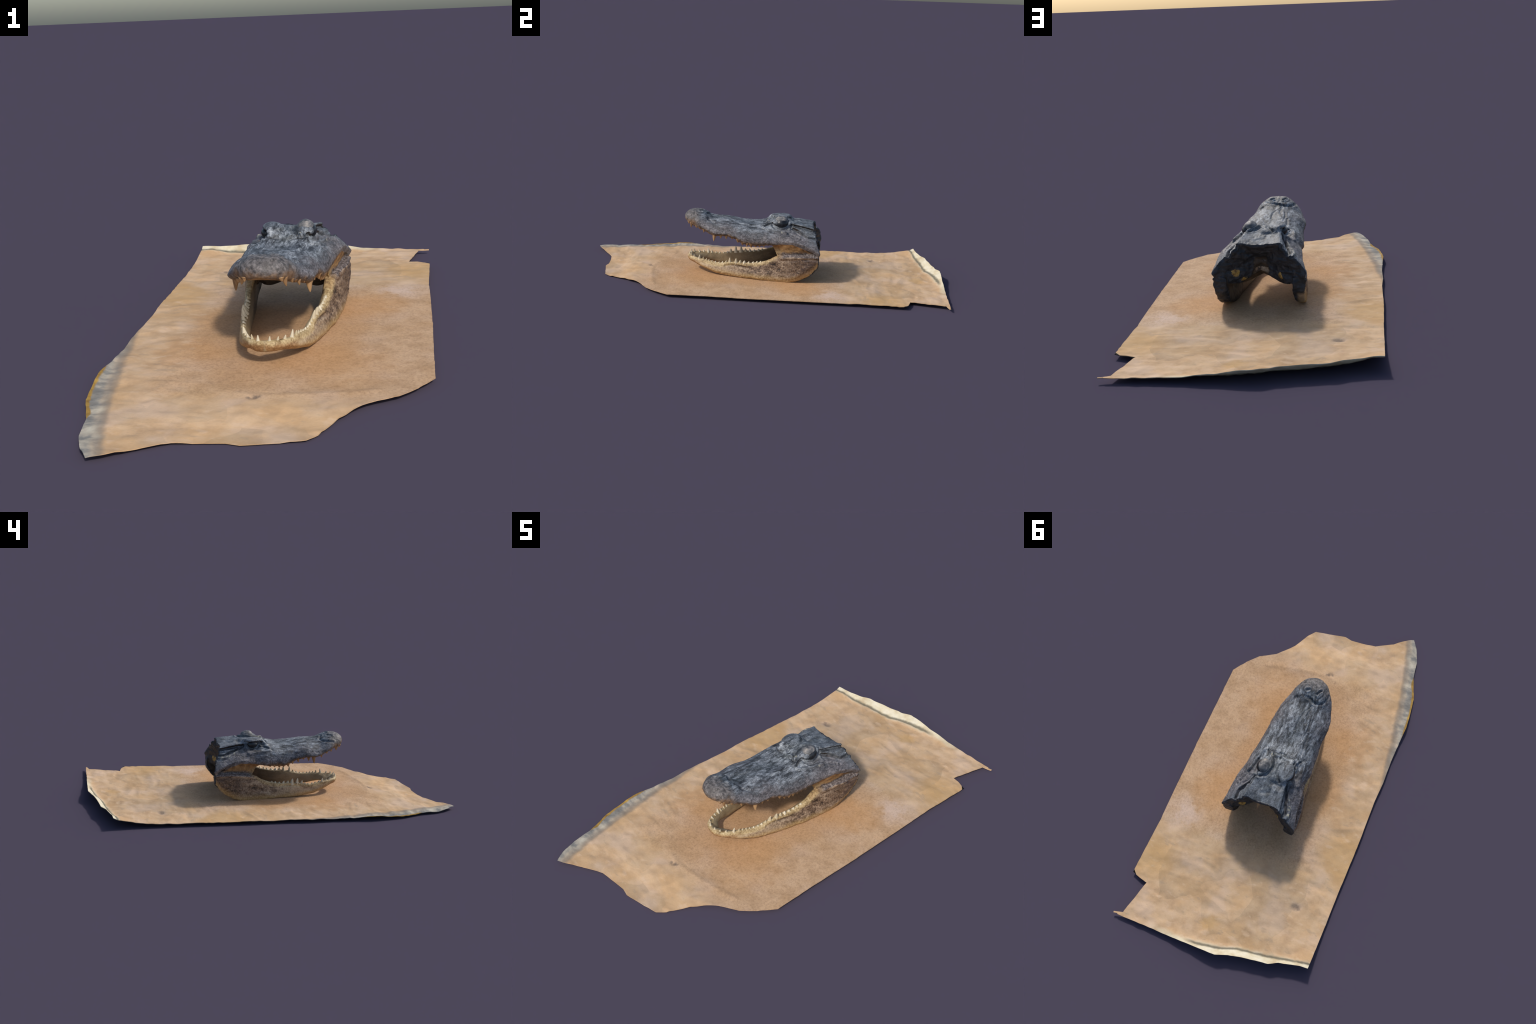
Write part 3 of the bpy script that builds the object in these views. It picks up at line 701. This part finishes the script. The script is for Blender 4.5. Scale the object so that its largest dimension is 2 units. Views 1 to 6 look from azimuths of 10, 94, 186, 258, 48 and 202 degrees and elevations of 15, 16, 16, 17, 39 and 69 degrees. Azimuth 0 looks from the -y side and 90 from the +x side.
def refine(poly, step):
    out = []
    for k in range(len(poly)):
        a = np.array(poly[k]); b = np.array(poly[(k + 1) % len(poly)]); n = max(1, int(np.linalg.norm(b - a) / step))
        for t in np.arange(n) / n:
            p = a + (b - a) * t
            if t > 0 and n > 3: p = p + .0016 * np.array([noise3([[p[0] * 40, p[1] * 40, 1.5]], 5)[0], noise3([[p[0] * 40, p[1] * 40, 7.5]], 6)[0]])
            out.append(p)
    return np.array(out)

def in_poly(P, poly):
    x, y = P[:, 0], P[:, 1]; r = np.zeros(len(P), bool); n = len(poly); j = n - 1
    for i in range(n):
        xi, yi = poly[i]; xj, yj = poly[j]
        c = ((yi > y) != (yj > y)) & (x < (xj - xi) * (y - yi) / (yj - yi + 1e-15) + xi); r ^= c; j = i
    return r

BACK_X = [-.5,-.42,-.35,-.24,-.11,-.06,.03,.12,.17,.25,.35,.45,.5]; BACK_Z = [.056,.055,.056,.052,.049,.051,.045,.035,.024,.018,.021,.015,.016]
CREST_X = [-.5,-.483,-.279,-.14,-.044,.059,.129,.2,.5]; CREST_Y = [.866,.868,.906,.928,.962,.980,.986,.988,.988]
EDGE_X = [-.5,-.451,-.40,-.349,-.306,-.243,-.18,-.113,-.054,.032,.5]; EDGE_Y = [.886,.890,.903,.916,.940,.949,.960,.976,.999,1.0,1.001]
def sheet_z(x, y):
    P = np.column_stack([x, y, x * 0])
    z = np.full(len(x), .0165)
    z += .0022 * fbm(P * 3.5, 3, 101)
    rough = np.clip(sstep(-.10, -.30, x) + sstep(.38, .58, y) + sstep(-.50, -.68, y), 0, 1)
    z += rough * (.0046 * fbm(P * 11, 3, 111) + .0020 * fbm(P * np.array([22, 34, 1]), 2, 141) + .0030 * ridged(P * np.array([9, 16, 1]) + .7 * noise3(P * 6, 8)[:, None], 2, 121))
    z += (1 - rough) * .0007 * fbm(P * 45, 3, 131)
    e = np.interp(x, BACK_X, BACK_Z); c = np.interp(x, CREST_X, CREST_Y)
    ye = np.interp(x, EDGE_X, EDGE_Y)
    t = np.clip((y - c + .030 + .07 * sstep(-.36, -.47, x)) / (ye - c + .030 + .07 * sstep(-.36, -.47, x) + 1e-6), 0, 1)
    z += (e - .0165) * t**1.6
    z -= .004 * np.exp(-((y - c) / .006)**2) * sstep(.14, .0, x) * (1 + .6 * noise3(P * 30, 3))
    z -= .006 * sstep(-.60, -.80, y) * sstep(-.30, -.22, x) + .003 * sstep(-.62, -.80, y)
    z += .006 * np.exp(-((x + .36) / .05)**2 - ((y + .99) / .08)**2)
    z += .012 * sstep(.62, .84, y) * sstep(-.18, -.42, x) * (1 - t) - .006 * np.exp(-((x - .02) / .26)**2 - ((y - .70) / .18)**2)
    for (mx, my, r, d) in ((-.322,.628,.014,.007), (-.004,-.617,.008,.005), (-.30,.56,.02,.004), (-.36,.50,.02,.004)):
        z -= d * np.exp(-(((x - mx) / (r * 1.5))**2 + ((y - my) / r)**2))
    fold = seg_dist(P, catmull([(-.05,-.595,0),(.0,-.602,0),(.08,-.596,0),(.155,-.585,0),(.242,-.567,0),(.33,-.54,0)], 5))
    z += .0022 * np.exp(-(fold / .012)**2)
    # left front border sags, nose of the front edge rests on the floor
    edge = np.interp(y, [-1, -.86, -.694, -.4, -.148, 0], [-.325, -.365, -.399, -.44, -.488, -.52])
    z -= .003 * sstep(.0, .05, edge - x) * sstep(-.2, -.5, y)
    z += .008 * np.exp(-((x + .492) / .02)**2 - ((y + .50) / .13)**2)
    z -= .0105 * np.exp(-((x - .0) / .16)**2 - ((y + .88) / .10)**2)
    # flat seat under the jaw
    seat = np.exp(-((x - .005) / .24)**4 - ((y - .0) / .36)**4)
    z = z * (1 - seat) + .0150 * seat + .0012 * seat * noise3(P * 12, 77)
    return z

def build_sheet():
    ring = refine(OUT, .012)
    g = .0085
    gx, gy = np.meshgrid(np.arange(-.5, .5, g), np.arange(-1.01, 1.01, g * .92))
    gx = gx + (np.arange(gx.shape[0]) % 2)[:, None] * g / 2
    P = np.column_stack([gx.ravel(), gy.ravel()]); P += rng.uniform(-.0012, .0012, P.shape)
    P = P[in_poly(P, ring)]
    keep = np.ones(len(P), bool)
    for q in range(0, len(ring)):
        d2 = (P[:, 0] - ring[q, 0])**2 + (P[:, 1] - ring[q, 1])**2; keep &= d2 > (.006)**2
    P = P[keep]
    n = len(ring); allp = [Vector(p) for p in ring] + [Vector(p) for p in P]
    res = delaunay_2d_cdt(allp, [], [list(range(n))], 1, 1e-6)
    vp = np.array([tuple(p) for p in res[0]]); tri = [tuple(t) for t in res[2]]
    zt = sheet_z(vp[:, 0], vp[:, 1]); th = .0026
    zt = np.maximum(zt, th + .0006)
    zb = zt - th; zb -= zb.min(); zt = zb + th
    m = len(vp)
    verts = [(a[0], a[1], h) for a, h in zip(vp, zt)] + [(a[0], a[1], h) for a, h in zip(vp, zb)]
    cnt = {}
    for t in tri:
        for a, b in zip(t, t[1:] + t[:1]): cnt[(a, b)] = 1
    edges = [e for e in cnt if (e[1], e[0]) not in cnt]
    a0 = vp[list(tri[0])]; ccw = ((a0[1, 0] - a0[0, 0]) * (a0[2, 1] - a0[0, 1]) - (a0[1, 1] - a0[0, 1]) * (a0[2, 0] - a0[0, 0])) > 0
    faces = [t if ccw else t[::-1] for t in tri] + [tuple(i + m for i in (t[::-1] if ccw else t)) for t in tri]
    faces += [((b, a, a + m, b + m) if ccw else (a, b, b + m, a + m)) for a, b in edges]
    return verts, faces

def sheet_material():
    m = Mat('tan_sheet', .8, .15)
    big = m.noise(4.5, 3, .55); med = m.noise(14, 4, .6); fine = m.noise(130, 4, .65); hue = m.noise(6, 3, .5, off=(3, 7, 1))
    col = m.ramp(med, [(.28,(.475,.312,.180)), (.45,(.555,.372,.218)), (.58,(.60,.412,.248)), (.75,(.635,.452,.285))])
    col = m.mix(m.mul(m.step(hue, .50, .66), .60), col, (.635,.465,.335))
    col = m.mix(m.mul(m.step(hue, .50, .34), .45), col, (.565,.350,.170))
    # grain of the middle, smoother towards the ends
    mid_ = m.mul(m.step(m.y, .52, .40), m.step(m.y, -.66, -.56))
    mid_ = m.mul(mid_, m.step(m.x, -.36, -.22))
    gr = m.ramp(fine, [(.30,(.66,.62,.58)), (.5,(1,1,1)), (.72,(1.12,1.12,1.12))])
    col = m.mix(m.math('MULTIPLY_ADD', mid_, .75, .1), col, m.mix(1., col, gr, 'MULTIPLY'))
    cen = m.mul(m.step(m.add(m.y, m.mul(m.sub(big, .5), .3)), .50, .36), m.step(m.add(m.y, m.mul(m.sub(big, .5), .3)), -.68, -.56))
    col = m.mix(m.mul(m.mul(cen, m.step(m.x, -.42, -.22)), .55), col, m.ramp(med, [(.3,(.43,.265,.148)), (.6,(.54,.345,.210))]))
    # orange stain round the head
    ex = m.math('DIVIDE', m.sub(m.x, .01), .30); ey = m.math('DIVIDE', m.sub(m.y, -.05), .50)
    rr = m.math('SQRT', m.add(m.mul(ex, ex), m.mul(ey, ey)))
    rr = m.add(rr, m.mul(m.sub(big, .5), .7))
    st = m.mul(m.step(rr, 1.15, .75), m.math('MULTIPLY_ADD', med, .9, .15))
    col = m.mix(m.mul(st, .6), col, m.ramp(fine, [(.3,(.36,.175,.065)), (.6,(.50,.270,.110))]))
    for c, r, k in (((.27,.22,.017), .14, .4), ((-.27,-.28,.017), .13, .3), ((.20,-.36,.017), .18, .3), ((-.24,.02,.017), .10, .3)):
        bl = m.step(m.add(m.ball(c, None), m.mul(m.sub(med, .5), .12)), r * 1.3, r * .35)
        col = m.mix(m.mul(bl, k), col, (.56,.29,.11))
    bl = m.step(m.add(m.ball((.38,.40,.017), None), m.mul(m.sub(med, .5), .06)), .13, .04)
    col = m.mix(m.mul(m.mul(bl, m.step(med, .35, .65)), .75), col, (.63,.47,.37))
    # ochre corners
    for c, r in (((.47,.66,.017), .16), ((-.47,.30,.017), .16), ((.03,.86,.02), .05)):
        bl = m.step(m.add(m.ball(c, None), m.mul(m.sub(med, .5), .12)), r * 1.2, r * .3)
        col = m.mix(m.mul(bl, .55), col, (.56,.345,.145))
    mp = m.n.new('ShaderNodeTexVoronoi'); mp.inputs['Scale'].default_value = 5.5
    wv = m.n.new('ShaderNodeMix'); wv.data_type = 'VECTOR'; wv.inputs[0].default_value = .06
    nz = m.n.new('ShaderNodeTexNoise'); nz.inputs['Scale'].default_value = 9; m.l.new(m.P, nz.inputs['Vector'])
    m.l.new(m.P, wv.inputs[4]); m.l.new(nz.outputs['Color'], wv.inputs[5]); m.l.new(wv.outputs[1], mp.inputs['Vector'])
    patchy = m.ramp(mp.outputs['Color'], [(.2,(.90,.905,.90)), (.5,(1,1,1)), (.8,(1.06,1.05,1.04))])
    pz = m.math('MAXIMUM', m.step(m.y, .40, .55), m.step(m.y, -.60, -.70))
    col = m.mix(pz, col, m.mix(1., col, patchy, 'MULTIPLY'))
    col = m.mix(m.math('MULTIPLY_ADD', mid_, .52, .06), col, m.mix(1., col, m.ramp(m.noise(95, 5, .7), [(.34,(.70,.66,.62)), (.5,(1,1,1)), (.68,(1.13,1.12,1.10))]), 'MULTIPLY'))
    # smudges, streaky creases in the rumpled zones
    sm = m.noise(16, 3, .55, (1, 1.9, 1), off=(2, 0, 0))
    rz_ = m.math('MAXIMUM', m.step(m.x, -.16, -.32), m.math('MAXIMUM', m.step(m.y, .42, .60), m.step(m.y, -.58, -.72)))
    col = m.mix(m.mul(m.mul(m.step(sm, .60, .72), rz_), .45), col, (.36,.27,.185))
    col = m.mix(m.mul(m.mul(m.step(sm, .42, .28), rz_), .4), col, (.68,.50,.345))
    for c, r in (((-.315,.630,.012), .017), ((-.335,.626,.012), .012), ((-.016,-.622,.015), .009), ((-.002,-.618,.015), .010), ((.012,-.611,.015), .008)):
        bl = m.step(m.add(m.ball(c, None), m.mul(m.sub(m.noise(50, 3, .6), .5), .03)), r * 1.7, r * .1)
        col = m.mix(m.mul(bl, .62), col, (.12,.095,.08))
    # grey-blue border on the left front with an ochre fringe
    cx = m.curve(m.y, [(-1.0,-.318),(-.86,-.362),(-.694,-.399),(-.4,-.452),(-.13,-.492),(.1,-.52)], -1.0, .1, -.6, -.2)
    d = m.add(m.sub(cx, m.x), m.mul(m.sub(m.noise(22, 3, .6), .5), .022))
    bord = m.ramp(m.noise(14, 4, .6, (1, 1.6, 1)), [(.32,(.11,.13,.135)), (.47,(.22,.235,.225)), (.58,(.40,.375,.31)), (.74,(.56,.54,.44))])
    col = m.mix(m.mul(m.math('MULTIPLY', m.step(d, -.022, -.002), m.step(d, .022, .006)), .6), col, (.20,.175,.145))
    col = m.mix(m.mul(m.step(m.add(d, m.mul(m.sub(m.noise(9, 3, .6), .5), .03)), -.016, .034), .85), col, bord)
    fx = m.curve(m.y, [(-1.0,-.50),(-.84,-.445),(-.76,-.426),(-.69,-.450),(-.58,-.474),(-.45,-.484),(-.36,-.50),(.1,-.53)], -1.0, .1, -.6, -.2)
    d2 = m.add(m.sub(fx, m.x), m.mul(m.sub(m.noise(40, 3, .6), .5), .012))
    col = m.mix(m.step(d2, -.003, .004), col, m.ramp(m.noise(40, 2, .5), [(.3,(.25,.14,.035)), (.7,(.46,.29,.07))]))
    # cream band and dark crease along the back edge
    by = m.curve(m.x, list(zip(CREST_X, CREST_Y)), -.5, .5, .8, 1.1)
    e = m.sub(m.y, by)
    e2 = m.add(e, m.mul(m.sub(m.noise(28, 3, .6), .5), .012))
    lim = m.step(m.x, .34, .16)
    col = m.mix(m.mul(m.mul(m.step(m.add(e2, m.mul(m.sub(m.noise(7, 3, .6, off=(3, 2, 0)), .5), .040)), -.024, .008), lim), .88), col, m.ramp(m.noise(20, 3, .5), [(.3,(.52,.43,.28)), (.48,(.66,.60,.43)), (.7,(.78,.74,.60))]))
    ln = m.mul(m.mul(m.step(m.math('ABSOLUTE', m.add(e2, m.mul(m.sub(m.noise(11, 2, .5, off=(8, 0, 0)), .5), .014))), .011, .001), m.step(m.x, .13, .06)), m.step(m.noise(12, 2, .5, off=(5, 1, 0)), .30, .46))
    col = m.mix(m.mul(ln, .85), col, (.115,.105,.075))
    # small black torn corner by the notch
    q = m.add(m.mul(m.sub(m.x, .4875), .72), m.mul(m.sub(m.y, .768), .70))
    col = m.mix(m.mul(m.step(q, -.0005, .0005), m.mul(m.step(m.y, .84, .82), m.step(m.y, .74, .75))), col, (.004,.004,.004))
    return m.done(col, m.add(m.mul(fine, .5), m.mul(med, .8)), .35, .004)

sv, sf = build_sheet()
sheet = new_object('tan_sheet', sv, sf, None, sheet_material())
sheet['label'] = 'thin rumpled tan leather-like sheet with torn uneven edges'
sheet['category'] = 'leather sheet'
md = sheet.modifiers.new('es', 'EDGE_SPLIT'); md.split_angle = math.radians(50)
